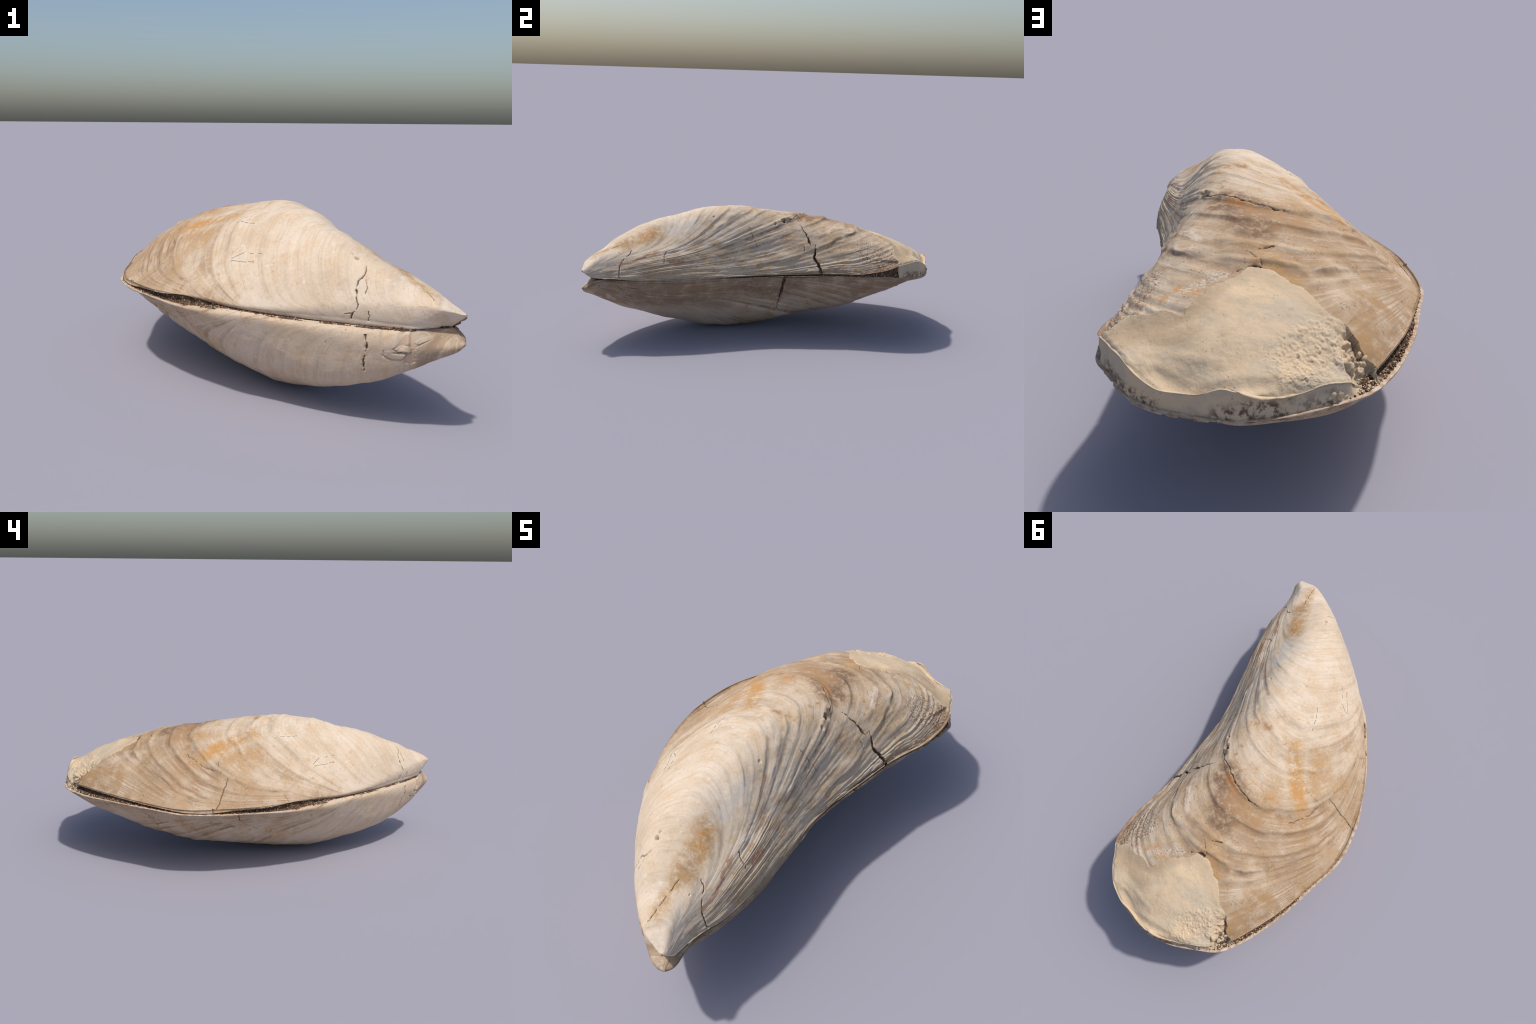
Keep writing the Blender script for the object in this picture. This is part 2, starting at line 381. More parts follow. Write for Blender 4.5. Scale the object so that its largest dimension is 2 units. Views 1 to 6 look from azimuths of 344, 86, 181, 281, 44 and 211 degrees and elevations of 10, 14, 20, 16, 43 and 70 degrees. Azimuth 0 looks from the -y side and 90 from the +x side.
# ------------------------------------------------------------------ materials
class Tree:
    """small helper that writes shader nodes"""

    def __init__(self, name):
        self.mat = bpy.data.materials.new(name)
        self.mat.use_nodes = True
        self.t = self.mat.node_tree
        self.t.nodes.clear()
        self.out = self.t.nodes.new("ShaderNodeOutputMaterial")
        self.bsdf = self.t.nodes.new("ShaderNodeBsdfPrincipled")
        self.t.links.new(self.bsdf.outputs[0], self.out.inputs[0])
        self.pos = self.t.nodes.new("ShaderNodeTexCoord").outputs["Object"]

    def put(self, sock, v):
        if isinstance(v, bpy.types.NodeSocket):
            self.t.links.new(v, sock)
        elif v is not None:
            sock.default_value = v

    def m(self, op, a, b=None, c=None):
        n = self.t.nodes.new("ShaderNodeMath")
        n.operation = op
        for s, v in zip(n.inputs, (a, b, c)):
            self.put(s, v)
        return n.outputs[0]

    def v(self, op, a, b=None, scale=None):
        n = self.t.nodes.new("ShaderNodeVectorMath")
        n.operation = op
        self.put(n.inputs[0], a)
        if b is not None:
            self.put(n.inputs[1], b)
        if scale is not None:
            self.put(n.inputs[3], scale)
        return n.outputs["Value"] if op in ("DOT_PRODUCT", "LENGTH", "DISTANCE") else n.outputs[0]

    def noise(self, vec, scale, detail=3, rough=.55, color=False):
        n = self.t.nodes.new("ShaderNodeTexNoise")
        self.put(n.inputs["Vector"], vec)
        self.put(n.inputs["Scale"], scale)
        self.put(n.inputs["Detail"], detail)
        self.put(n.inputs["Roughness"], rough)
        return n.outputs["Color"] if color else n.outputs["Fac"]

    def voronoi(self, vec, scale):
        n = self.t.nodes.new("ShaderNodeTexVoronoi")
        self.put(n.inputs["Vector"], vec)
        self.put(n.inputs["Scale"], scale)
        return n.outputs["Distance"], n.outputs["Color"]

    def step(self, x, lo, hi, a=0.0, b=1.0):
        n = self.t.nodes.new("ShaderNodeMapRange")
        n.interpolation_type = "SMOOTHSTEP"
        for k, v in zip(range(5), (x, lo, hi, a, b)):
            self.put(n.inputs[k], v)
        return n.outputs[0]

    def mix(self, fac, a, b):
        n = self.t.nodes.new("ShaderNodeMix")
        n.data_type = "RGBA"
        self.put(n.inputs[0], fac)
        for s, v in ((n.inputs[6], a), (n.inputs[7], b)):
            self.put(s, (*v, 1) if isinstance(v, tuple) else v)
        return n.outputs[2]

    def xyz(self, vec):
        n = self.t.nodes.new("ShaderNodeSeparateXYZ")
        self.put(n.inputs[0], vec)
        return n.outputs

    def join(self, x, y, z):
        n = self.t.nodes.new("ShaderNodeCombineXYZ")
        for s, v in zip(n.inputs, (x, y, z)):
            self.put(s, v)
        return n.outputs[0]

    def attr(self, name):
        n = self.t.nodes.new("ShaderNodeAttribute")
        n.attribute_name = name
        return n.outputs["Fac"]

    def capsule(self, pos, a, b, r, soft=.5):
        """1 near the segment a-b, 0 beyond r"""
        a, b = np.array(a, float), np.array(b, float)
        ab = b - a
        pa = self.v("SUBTRACT", pos, tuple(a))
        t = self.m("MINIMUM", self.m("MAXIMUM", self.v("DOT_PRODUCT", pa, tuple(ab / max(ab @ ab, 1e-9))), 0.0), 1.0)
        d = self.v("LENGTH", self.v("SUBTRACT", pa, self.v("SCALE", tuple(ab), scale=t)))
        return self.step(d, r * (1 - soft), r, 1.0, 0.0)

    def strip(self, pos, pts, r, soft=.5):
        out = None
        for a, b in zip(pts[:-1], pts[1:]):
            c = self.capsule(pos, a, b, r, soft)
            out = c if out is None else self.m("MAXIMUM", out, c)
        return out

    def warp(self, amount, scale, pos=None, detail=3):
        p = self.pos if pos is None else pos
        c = self.noise(p, scale, detail, .6, color=True)
        return self.v("ADD", p, self.v("SCALE", self.v("SUBTRACT", c, (.5, .5, .5)), scale=amount))

    def soil(self, col):
        """dark soil that has settled in the cracks"""
        d = self.m("MULTIPLY", self.m("SUBTRACT", 1.0, self.attr("crack")), .01)
        d = self.m("ADD", d, self.m("MULTIPLY", self.m("SUBTRACT", self.noise(self.pos, 130, 3, .6), .5), .0014))
        deep = self.step(d, .0, -.0022)
        soil = self.mix(self.step(self.noise(self.pos, 90, 4, .65), .35, .65), (.045, .03, .022), (.11, .073, .048))
        return self.mix(self.step(d, .0013, .0001, 0, .92), col, self.mix(deep, (.17, .115, .075), soil))

    def finish(self, color, rough=.85, bump=None, strength=.5, dist=.002, spec=.25):
        self.put(self.bsdf.inputs["Base Color"], color)
        self.put(self.bsdf.inputs["Roughness"], rough)
        self.bsdf.inputs["Specular IOR Level"].default_value = spec
        if bump is not None:
            n = self.t.nodes.new("ShaderNodeBump")
            n.inputs["Strength"].default_value = strength
            n.inputs["Distance"].default_value = dist
            self.put(n.inputs["Height"], bump)
            self.t.links.new(n.outputs[0], self.bsdf.inputs["Normal"])
        return self.mat


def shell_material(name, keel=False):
    t = Tree(name)
    P, g = t.pos, t.attr("growth_age")
    x, y, z = t.xyz(P)
    w = t.warp(.10, 9)
    w2 = t.warp(.035, 28)
    big, mid, fine = t.noise(P, 3.2, 4), t.noise(P, 14, 5, .6), t.noise(P, 90, 4, .65)
    # streaks that follow the growth lines: dense along age, long along the line
    streak = t.noise(t.join(t.m("MULTIPLY", g, 90.0), t.m("MULTIPLY", x, 3.0), t.m("MULTIPLY", y, 3.0)), 1.0, 5, .62)
    hair = t.noise(t.join(t.m("MULTIPLY", g, 420.0), t.m("MULTIPLY", x, 9.0), t.m("MULTIPLY", y, 9.0)), 1.0, 3, .6)
    cream = t.mix(t.step(big, .35, .65), (.69, .58, .46), (.635, .515, .385))
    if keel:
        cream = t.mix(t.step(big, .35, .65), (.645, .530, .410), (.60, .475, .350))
    col = t.mix(t.step(mid, .42, .72, 0, .55), cream, (.60, .425, .26))
    # older rear part: browner, dustier
    side = t.step(t.m("ADD", x, t.m("MULTIPLY", t.m("SUBTRACT", mid, .5), .3)), .26, .06, .35, 1.0)
    rear = t.m("MULTIPLY", t.m("MULTIPLY", t.step(g, .42, .66), side), t.step(t.m("ADD", big, t.m("MULTIPLY", mid, .6)), .55, .95, .50, 1.0))
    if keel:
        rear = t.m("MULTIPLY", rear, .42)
    col = t.mix(t.m("MULTIPLY", rear, .95), col, (.40, .272, .162))
    # bands
    col = t.mix(t.m("MULTIPLY", t.step(streak, .50, .70), t.step(g, .3, .6, .28, .48)), col, (.43, .31, .20))
    col = t.mix(t.m("MULTIPLY", t.step(streak, .48, .30), .40), col, (.72, .60, .455))
    col = t.mix(t.m("MULTIPLY", t.step(hair, .50, .70), t.step(g, .3, .65, .22, .5)), col, (.34, .235, .145))
    # warm mottling and chalky scuffs
    blot0 = t.step(t.noise(P, 42, 5, .75), .36, .60)
    blotch = t.step(t.noise(w2, 6.5, 5, .68), .48, .66)
    col = t.mix(t.m("MULTIPLY", t.m("MULTIPLY", blotch, t.step(g, .30, .62, .15, .75)), t.step(fine, .30, .60, .35, 1.0)), col, (.45, .285, .145))
    umber = t.step(t.noise(t.warp(.05, 20), 10, 6, .72), .54, .68)
    col = t.mix(t.m("MULTIPLY", t.m("MULTIPLY", umber, t.step(g, .42, .68, .10, .75)), side), col, (.31, .205, .12))
    chalk = t.m("MULTIPLY", t.step(t.noise(w2, 11, 5, .7), .58, .70), t.step(fine, .40, .60, .2, 1.0))
    rustb = t.m("MULTIPLY", t.step(t.noise(t.warp(.06, 16), 8, 5, .7), .55, .70), t.m("MULTIPLY", t.step(g, .34, .48), t.step(g, .86, .70)))
    col = t.mix(t.m("MULTIPLY", t.m("MULTIPLY", rustb, blot0), .85), col, (.455, .225, .07))
    grime = t.m("MULTIPLY", t.step(g, .90, 1.06), t.step(t.noise(P, 26, 5, .7), .40, .62))
    col = t.mix(t.m("MULTIPLY", grime, .7), col, (.26, .165, .095))
    col = t.mix(t.m("MULTIPLY", chalk, .50), col, (.76, .68, .575))
    d, c = t.voronoi(t.warp(.03, 25), 26)
    fleck = t.m("MULTIPLY", t.step(d, .30, .08), t.step(t.xyz(c)[0], .74, .80))
    col = t.mix(t.m("MULTIPLY", fleck, t.step(g, .35, .6, .25, .8)), col, (.42, .215, .085))
    # dirt caught at the foot of the great steps
    for a, amount in ((.480, .6), (.498, .45), (.611, .95), (.653, .75), (.708, .8), (.740, .85), (.768, .45), (.632, .35), (.674, .4), (.35, .2), (.435, .3)):
        k = t.m("MULTIPLY", t.step(g, a - .004, a + .001), t.step(g, a + .020, a + .002))
        k = t.m("MULTIPLY", k, t.step(t.noise(t.pos, 11, 4, .65), .36, .62))
        col = t.mix(t.m("MULTIPLY", k, amount), col, (.275, .175, .10))
    # concave flank: grey ribs, brown close to the seam
    flank = t.m("MULTIPLY", t.step(t.m("ADD", x, t.m("MULTIPLY", t.m("SUBTRACT", big, .5), .06)), .24, .36), t.step(g, .50, .62))
    col = t.mix(t.m("MULTIPLY", flank, t.step(streak, .40, .62, .08, .60)), col, (.43, .335, .225))
    dirt = t.m("MULTIPLY", t.step(g, .84, 1.0), t.step(x, .20, .38))
    dirt = t.m("MULTIPLY", dirt, t.step(t.m("ADD", mid, t.m("MULTIPLY", streak, .7)), .62, 1.0, .25, 1.0))
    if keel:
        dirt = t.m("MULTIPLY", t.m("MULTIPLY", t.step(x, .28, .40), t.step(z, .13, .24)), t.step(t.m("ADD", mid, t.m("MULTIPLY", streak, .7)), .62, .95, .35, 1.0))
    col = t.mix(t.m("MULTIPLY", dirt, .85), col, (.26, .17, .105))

    def stain(pts, r, colour, amount, warp=w, soft=.8, gate=None):
        nonlocal col
        k = t.strip(warp, pts, r, soft)
        if gate is not None:
            k = t.m("MULTIPLY", k, gate)
        col = t.mix(t.m("MULTIPLY", k, amount), col, colour)

    blot = t.step(t.noise(P, 38, 6, .75), .34, .58)
    blot2 = t.step(t.noise(P, 130, 4, .7), .45, .62)
    rust_streak = t.m("MULTIPLY", t.step(t.noise(t.join(t.m("MULTIPLY", g, 60.0), t.m("MULTIPLY", x, 14.0), t.m("MULTIPLY", y, 14.0)), 1.0, 6, .72), .36, .58), t.step(t.noise(P, 70, 4, .7), .30, .50))
    if not keel:
        # rust by the beak and on the crest
        stain([(.300, -.62, .590), (.325, -.665, .578), (.350, -.720, .556), (.365, -.775, .543)], .080, (.45, .27, .125), .9, w2, .8, t.step(t.noise(P, 30, 6, .78), .36, .58))
        stain([(.305, -.645, .585), (.322, -.668, .577)], .055, (.54, .25, .05), .9, w2, .85, t.step(t.noise(P, 44, 6, .78), .40, .58))
        stain([(.358, -.765, .548), (.374, -.81, .535)], .040, (.22, .13, .07), .8, w2, .9, blot)
        stain([(.36, -.78, .54), (.385, -.9, .51)], .035, (.45, .30, .15), .45, w2, .9, blot)
        stain([(-.150, .055, .605), (-.183, .099, .589), (-.232, .137, .562)], .060, (.55, .285, .085), .95, w2, .85, rust_streak)
        stain([(-.165, .075, .60), (-.195, .106, .585)], .034, (.50, .19, .035), .95, w2, .8, blot)
        stain([(-.090, -.015, .632), (-.135, .03, .612)], .075, (.45, .265, .115), .9, w2, .9, rust_streak)
        stain([(-.189, -.109, .563), (-.20, -.03, .565)], .075, (.45, .28, .14), .85, w2, .9, rust_streak)
        stain([(-.05, -.08, .645), (-.11, .01, .62), (-.17, .085, .595), (-.235, .145, .56)], .060, (.47, .265, .10), .85, w2, .9, rust_streak)
        stain([(-.15, -.12, .59), (-.20, -.02, .565), (-.24, .04, .55)], .055, (.44, .265, .125), .8, w2, .9, rust_streak)
        stain([(.36, -.79, .54), (.38, -.86, .52), (.40, -.93, .48)], .05, (.47, .29, .13), .7, w2, .9, blot)
        # brown crust below the great halt
        stain([(.125, .235, .664), (.055, .285, .656), (.063, .336, .649), (.034, .399, .634)], .10, (.20, .12, .072), .95, w2, .6, blot)
        stain([(.02, .31, .645), (-.07, .345, .625)], .10, (.37, .215, .105), .9, w2, .7, blot)
        stain([(.12, .22, .665), (.06, .255, .657)], .030, (.48, .20, .055), .9, w2, .7, blot)
        stain([(.00, .50, .60), (-.02, .56, .575), (-.06, .62, .555)], .060, (.42, .245, .10), .8, w2, .8, blot)
        # speckled crust at the rear corner of the concave flank
        stain([(.353, .583, .509), (.376, .653, .479), (.402, .715, .449)], .11, (.17, .098, .06), .95, w2, .5, blot2)
        stain([(.415, .66, .43), (.425, .73, .425)], .075, (.25, .14, .08), .95, w2, .5, blot2)
        # convex flank: brown film
        stain([(-.28, .23, .53), (-.36, .33, .45), (-.36, .55, .43)], .11, (.34, .215, .12), .85, w, .7, t.step(streak, .42, .62))
        stain([(-.30, .62, .45), (-.29, .77, .42)], .12, (.38, .23, .11), .9, w, .6, t.step(mid, .35, .6))
        stain([(-.30, .09, .50), (-.38, .16, .43)], .08, (.30, .18, .10), .85, w, .7, t.step(streak, .42, .62))
        # terracotta layer edges on the concave flank
        red = (.36, .19, .115)
        stain([(.473, -.791, .450), (.466, -.754, .459), (.454, -.708, .470), (.435, -.669, .487), (.401, -.588, .514)], .011, red, .8, w2, .6)
        stain([(.446, -.530, .459), (.441, -.510, .462), (.429, -.452, .467)], .013, (.35, .16, .085), .9, w2, .5)
        stain([(.430, -.435, .460), (.406, -.331, .469), (.384, -.254, .482), (.366, -.169, .490), (.347, -.040, .504)], .009, red, .7, w2, .6)
        # grey-blue bands in the trough
        stain([(.240, .08, .645), (.285, -.03, .61), (.318, -.18, .572)], .032, (.20, .19, .175), .75, w2, .9, t.step(streak, .36, .58))
        stain([(.345, -.45, .565), (.318, -.34, .592), (.285, -.22, .625)], .016, (.30, .28, .245), .6, w2, .9)
        stain([(.372, -.56, .545), (.345, -.48, .565)], .022, (.46, .37, .16), .6, w2, .9)
        stain([(.30, -.53, .605), (.268, -.40, .643)], .045, (.58, .52, .455), .7, w2, .9)
        stain([(.215, .108, .652), (.20, .135, .66)], .026, (.10, .075, .055), .85, w2, .8)
        # bare pale patches
        stain([(.258, .352, .60), (.222, .415, .616), (.20, .45, .614)], .017, (.66, .545, .43), .7, w2, .5)
        stain([(.155, .618, .570), (.113, .618, .571), (.25, .70, .535)], .028, (.74, .69, .63), .6, w2, .9, blot2)
        stain([(.35, .70, .49), (.20, .735, .535)], .045, (.60, .50, .40), .6, w2, .9, blot)
        for c in ((.262, .687, .527), (.226, .657, .547), (.180, .684, .544), (-.245, -.116, .527), (-.095, -.504, .535), (.415, .49, .449)):
            stain([c, tuple(np.array(c) + (.004, .004, 0))], .024 if c[1] > .4 else .008, (.52, .23, .06), .8, w2 if c[1] > .4 else P, .9 if c[1] > .4 else .6, blot if c[1] > .4 else None)
        white = t.m("MULTIPLY", t.step(t.noise(P, 22, 4, .7), .60, .70), t.step(g, .60, .50))
        col = t.mix(t.m("MULTIPLY", white, .35), col, (.78, .70, .60))
        # dark specks, dense at the rear
        d, _ = t.voronoi(t.warp(.012, 60), 75)
        gate = t.step(t.noise(P, 16, 3, .6), .46, .60)
        sp = t.m("MULTIPLY", t.m("MULTIPLY", t.step(d, .30, .12), gate), t.step(g, .45, .70, .12, 1.0))
        col = t.mix(t.m("MULTIPLY", sp, .75), col, (.20, .125, .08))
    else:
        stain([(.39, -.12, .31), (.36, -.02, .26), (.36, .09, .25), (.39, .15, .32)], .10, (.20, .125, .08), .7, w2, .9, blot)
        stain([(.34, -.33, .19), (.33, -.22, .175)], .065, (.36, .255, .185), .6, w2, .8)
        stain([(.36, .51, .27), (.38, .58, .29)], .05, (.28, .165, .075), .7, w2, .9, blot)
        stain([(.48, -.69, .30), (.47, -.62, .29)], .04, (.25, .15, .10), .6, w2, .9, blot)
        stain([(.49, -.95, .325), (.44, -.97, .315)], .05, (.58, .44, .29), .6, w2, .9)
        stain([(-.47, .35, .335), (-.42, .55, .34)], .05, (.45, .29, .17), .55, w2, .9, rust_streak)
        d, _ = t.voronoi(t.warp(.012, 60), 60)
        sp = t.m("MULTIPLY", t.step(d, .26, .10), t.step(t.noise(P, 12, 3, .6), .54, .66))
        col = t.mix(t.m("MULTIPLY", sp, .6), col, (.24, .16, .11))
    col = t.mix(t.step(fine, .54, .78, 0, .48), col, (.35, .245, .155))
    col = t.mix(t.step(fine, .44, .24, 0, .30), col, (.76, .69, .595))
    col = t.soil(col)
    bump = t.m("ADD", t.m("MULTIPLY", hair, .5), t.m("ADD", t.m("MULTIPLY", t.noise(P, 260, 4, .7), .8), t.m("MULTIPLY", streak, .5)))
    return t.finish(col, t.step(mid, .3, .7, .72, .92), bump, .55, .0022)


def infill_material():
    t = Tree("pale_mudstone")
    P = t.pos
    w, w2 = t.warp(.09, 8), t.warp(.03, 30)
    x, y, z = t.xyz(P)
    big, mid, fine = t.noise(P, 4, 4), t.noise(P, 18, 5, .62), t.noise(P, 110, 4, .7)
    col = t.mix(t.step(big, .35, .65), (.66, .50, .325), (.615, .475, .325))
    col = t.mix(t.step(mid, .5, .72, 0, .5), col, (.53, .405, .265))
    col = t.mix(t.m("MULTIPLY", t.step(t.noise(w2, 9, 5, .7), .46, .62), .55), col, (.50, .43, .335))
    col = t.mix(t.m("MULTIPLY", t.step(t.noise(w2, 13, 6, .72), .56, .68), .45), col, (.44, .33, .215))
    hollow = t.strip(w, [(.34, .775, .47), (.25, .76, .505), (.16, .70, .54)], .085, .75)
    hollow = t.m("MAXIMUM", hollow, t.strip(w, [(.27, .80, .48), (.20, .83, .485)], .060, .8))
    col = t.mix(t.m("MULTIPLY", hollow, .75), col, (.45, .32, .20))
    border = t.strip(w2, [(.39, .745, .45), (.26, .74, .515), (.18, .70, .54), (.04, .60, .575), (-.09, .66, .53), (-.20, .76, .47), (-.25, .81, .42)], .05, .95)
    col = t.mix(t.m("MULTIPLY", border, .65), col, (.50, .38, .25))
    # dark crust low on the rear wall
    low = t.m("MULTIPLY", t.strip(w2, [(.10, .99, .355), (.04, .985, .372), (-.06, .965, .362), (-.17, .925, .362)], .042, .8), t.step(t.noise(P, 45, 5, .7), .46, .60))
    col = t.mix(t.m("MULTIPLY", low, .92), col, (.11, .065, .045))
    low2 = t.m("MULTIPLY", t.strip(w2, [(.40, .79, .385), (.34, .88, .37), (.27, .93, .362)], .035, .8), t.step(t.noise(P, 50, 5, .7), .42, .58))
    col = t.mix(t.m("MULTIPLY", low2, .9), col, (.13, .085, .055))
    grey = t.strip(w2, [(-.22, .84, .43), (-.19, .88, .41), (-.10, .945, .385)], .055, .9)
    col = t.mix(t.m("MULTIPLY", grey, .5), col, (.51, .43, .32))
    d, _ = t.voronoi(t.warp(.01, 60), 70)
    col = t.mix(t.m("MULTIPLY", t.m("MULTIPLY", t.step(d, .24, .10), t.step(t.noise(P, 14, 3, .6), .48, .62)), .65), col, (.27, .19, .115))
    col = t.mix(t.step(fine, .56, .8, 0, .35), col, (.40, .31, .20))
    col = t.mix(t.step(fine, .44, .24, 0, .25), col, (.69, .61, .475))
    col = t.soil(col)
    bump = t.m("ADD", t.noise(P, 220, 5, .7), t.m("MULTIPLY", t.noise(P, 60, 4, .6), 1.2))
    return t.finish(col, .92, bump, .42, .0024, .15)


def grit_material():
    t = Tree("rusty_grit")
    P = t.pos
    d, c = t.voronoi(P, 150)
    r = t.xyz(c)[0]
    n = t.noise(P, 30, 4, .65)
    col = t.mix(t.step(r, .15, .75), (.115, .068, .042), (.26, .165, .105))
    col = t.mix(t.m("MULTIPLY", t.step(n, .48, .64), t.step(r, .1, .5)), col, (.36, .17, .085))
    col = t.mix(t.step(r, .80, .95, 0, .85), col, (.56, .47, .37))
    col = t.mix(t.step(d, .25, .62, 0, .7), col, (.06, .038, .026))
    return t.finish(col, .95, t.m("SUBTRACT", 1.0, d), .9, .006, .1)


def plain_material(name, a, b, scale=60, rough=.9):
    t = Tree(name)
    n = t.noise(t.pos, scale, 4, .65)
    return t.finish(t.mix(t.step(n, .35, .65), a, b), rough, t.noise(t.pos, 200, 3, .6), .4, .002, .15)


SHELL, KEEL_SHELL = shell_material("weathered_shell"), shell_material("weathered_shell_darker_cream", keel=True)
INFILL, GRIT = infill_material(), grit_material()
INNER = plain_material("inner_shell_layer", (.56, .42, .30), (.50, .365, .26), 40, .7)
BROKEN = plain_material("broken_shell_edge", (.60, .49, .38), (.40, .26, .165), 45)
GRAPHITE = plain_material("graphite", (.17, .165, .165), (.26, .25, .24), 200)

# ------------------------------------------------------------------ the thing
thing = bpy.data.objects.new("fossil_mussel", None)
bpy.context.collection.objects.link(thing)
thing["label"] = "cream fossil mussel, two closed valves with mud infill"
thing.location.z = .003
thing["category"] = "fossil shell"

arched = Valve(CONCAVE_EDGE, CONVEX_EDGE, ARCH, 1)
keeled = Valve(KEEL_CONCAVE_EDGE, KEEL_CONVEX_EDGE, KEEL, -1)
BREAK_AREA = np.vstack([BREAK_LINE, [(-.6, 1.2), (.7, 1.2), (.7, .742)]])


def beak_blend(s):
    return 1 - smooth(.30, .42, s)


def seam_target(s, concave, upper):
    """inner end of the turned-in margin: under the beaks it curls back to the seam, elsewhere it is a lip"""
    low = at(keeled.r if concave else keeled.l, s)
    up = at(arched.r if concave else arched.l, s)
    edge = up if upper else low
    tan = np.gradient(low[:, :2], axis=0)
    tan /= np.maximum(np.linalg.norm(tan, axis=1, keepdims=True), 1e-9)
    inward = np.stack([-tan[:, 1], tan[:, 0]], 1) * (1 if concave else -1)
    turn = smooth(.04, .008, s)[:, None]
    inward = inward * (1 - turn) + turn * np.array([-.34, .94])
    k = beak_blend(s)
    tip = 1 - smooth(.015, .075, s)
    depth = .020 + .004 * k * (0 if concave else 1) + .036 * tip
    if not upper:
        depth = .013 + .042 * tip
    out = np.empty((len(s), 3))
    out[:, :2] = (edge[:, :2] if not upper else edge[:, :2]) + inward * depth[:, None]
    seam = .3725 if upper else .3695
    lip = edge[:, 2] + (-.004 if upper else .002)
    out[:, 2] = np.where(k > 0, lip * (1 - k) + seam * k, lip)
    if upper:
        out[:, 2] = np.minimum(out[:, 2], edge[:, 2] - .003)
    return out, edge


def build_arched():
    n, m, k = 860, 430, 16
    sg, ta = np.linspace(0, 1, n), np.linspace(-1, 1, m)
    p = arched.surface(sg, ta)
    g = growth_age(sg, ta)
    flat = p.reshape(-1, 3)
    # shell or infill?
    jit = flat[:, :2] + np.stack([fractal(flat, 20, 51, 3, .5), fractal(flat, 20, 77, 3, .5)], 1) * .016
    bare = inside(jit, BREAK_AREA).reshape(n, m)
    dist = segment_distance(jit, BREAK_LINE)[0].reshape(n, m)
    # --- turned-in margins and the broken rear wall
    f = np.linspace(0, 1, k + 1)[1:]
    cols = []
    tip = (1 - smooth(.01, .08, sg))[:, None]
    for concave in (True, False):
        tgt, _ = seam_target(sg, concave, True)
        e = p[:, 0 if concave else -1]
        wall = bare[:, 0 if concave else -1]
        low = at(keeled.r if concave else keeled.l, sg)
        tan = np.gradient(low[:, :2], axis=0)
        tan /= np.maximum(np.linalg.norm(tan, axis=1, keepdims=True), 1e-9)
        inward = np.stack([-tan[:, 1], tan[:, 0]], 1) * (1 if concave else -1)
        foot = np.c_[low[:, :2] + inward * .006, low[:, 2] - .006]
        fx, fz = (1 - np.cos(f * np.pi / 2)) * (1 - tip) + f * tip, np.sin(f * np.pi / 2) * (1 - tip) + f * tip
        c = np.empty((n, k, 3))
        for i in range(k):
            curl = np.c_[e[:, :2] + (tgt[:, :2] - e[:, :2]) * fx[:, i : i + 1], e[:, 2] + (tgt[:, 2] - e[:, 2]) * fz[:, i]]
            c[:, i] = np.where(wall[:, None], e + (foot - e) * f[i], curl)
        nn = np.c_[-inward, np.zeros(n)][:, None]
        bumpy = fractal(c, 20, 41, 3) * .006 + fractal(c, 70, 42, 3, .6) * .0025
        c += nn * (bumpy * np.sin(np.pi * np.clip(f, 0, 1)) * wall[:, None])[..., None]
        cols.append(c)
    pad = lambda a: np.concatenate([np.repeat(a[:, :1], k, 1), a, np.repeat(a[:, -1:], k, 1)], 1)
    bend = np.concatenate([f[::-1], np.zeros(m), f])
    full, gfull = ease_margin(np.concatenate([cols[0][:, ::-1], p, cols[1]], 1), pad(g) + .10 * bend[None] ** 2, k, sg)
    nfull = normals(full, True)
    p, nv, g = full[:, k:-k], nfull[:, k:-k], gfull[:, k:-k]
    flat = p.reshape(-1, 3)
    # physical density of growth lines
    ds = np.linalg.norm(np.gradient(p, axis=0), axis=-1) + 1e-6
    dt = np.linalg.norm(np.gradient(p, axis=1), axis=-1) + 1e-6
    grad = np.hypot(np.gradient(g, axis=0) / ds, np.gradient(g, axis=1) / dt)
    wob = fractal(p, 5, 3, 3) * 1.6
    # --- shell relief
    flank = smooth(-.25, -.6, np.broadcast_to(ta, (n, m)))
    patchy = .25 + 1.1 * smooth(-.35, .45, fractal(p * np.array([1, .5, 1]), 8, 18, 3))
    near_seam = smooth(1.0, .86, g)
    crest = 1 + .35 * smooth(-.45, -.2, ta)[None] * smooth(.55, .35, ta)[None]
    h = terraces(g, grad, wob, 1.0) * crest * (1 - flank + flank * .55 * patchy) * (1 - .6 * smooth(.38, .72, ta))[None] - .0055 - .0025 * smooth(.45, .6, sg)[:, None]
    ribs = noise1(g * 42 + wob * .4, 5) * .0014 + noise1(g * 95 + wob * .5, 6) * .0016 + noise1(g * 190 + wob * .6, 9) * .0013
    early = smooth(.05, .2, np.broadcast_to(sg[:, None], (n, m)))
    h += (ribs * early * patchy * near_seam - .003 * early - .005 * (1 - near_seam) * early) * flank
    h += .0010 * (1 + noise1(g * 30, 8)) * np.sin(g * 2 * np.pi * 44 + wob * 3) * smooth(.70, .78, g) * smooth(.25, -.05, ta)[None] * np.clip(1.4 - 2.6 * 44 * .003 * grad, 0, 1)
    h += fractal(p, 6, 11, 3) * .0055 + fractal(p, 22, 12, 4) * .0016 + fractal(p, 90, 13, 3, .6) * .0006
    h += .004 * flank * fractal(p * np.array([1, .25, 1]), 30, 15, 3)
    # flaked layers: sharp little ledges along the concave flank near the seam
    led = fractal(p * np.array([1, .18, 1.0]), 34, 21, 4)
    h += flank * smooth(.80, .92, g) * (.004 * smooth(.02, .10, led) + .0025 * smooth(-.22, -.16, led))
    # --- infill relief
    q = fractal(p, 9, 31, 3) * .005 + fractal(p, 45, 32, 4, .6) * .0018
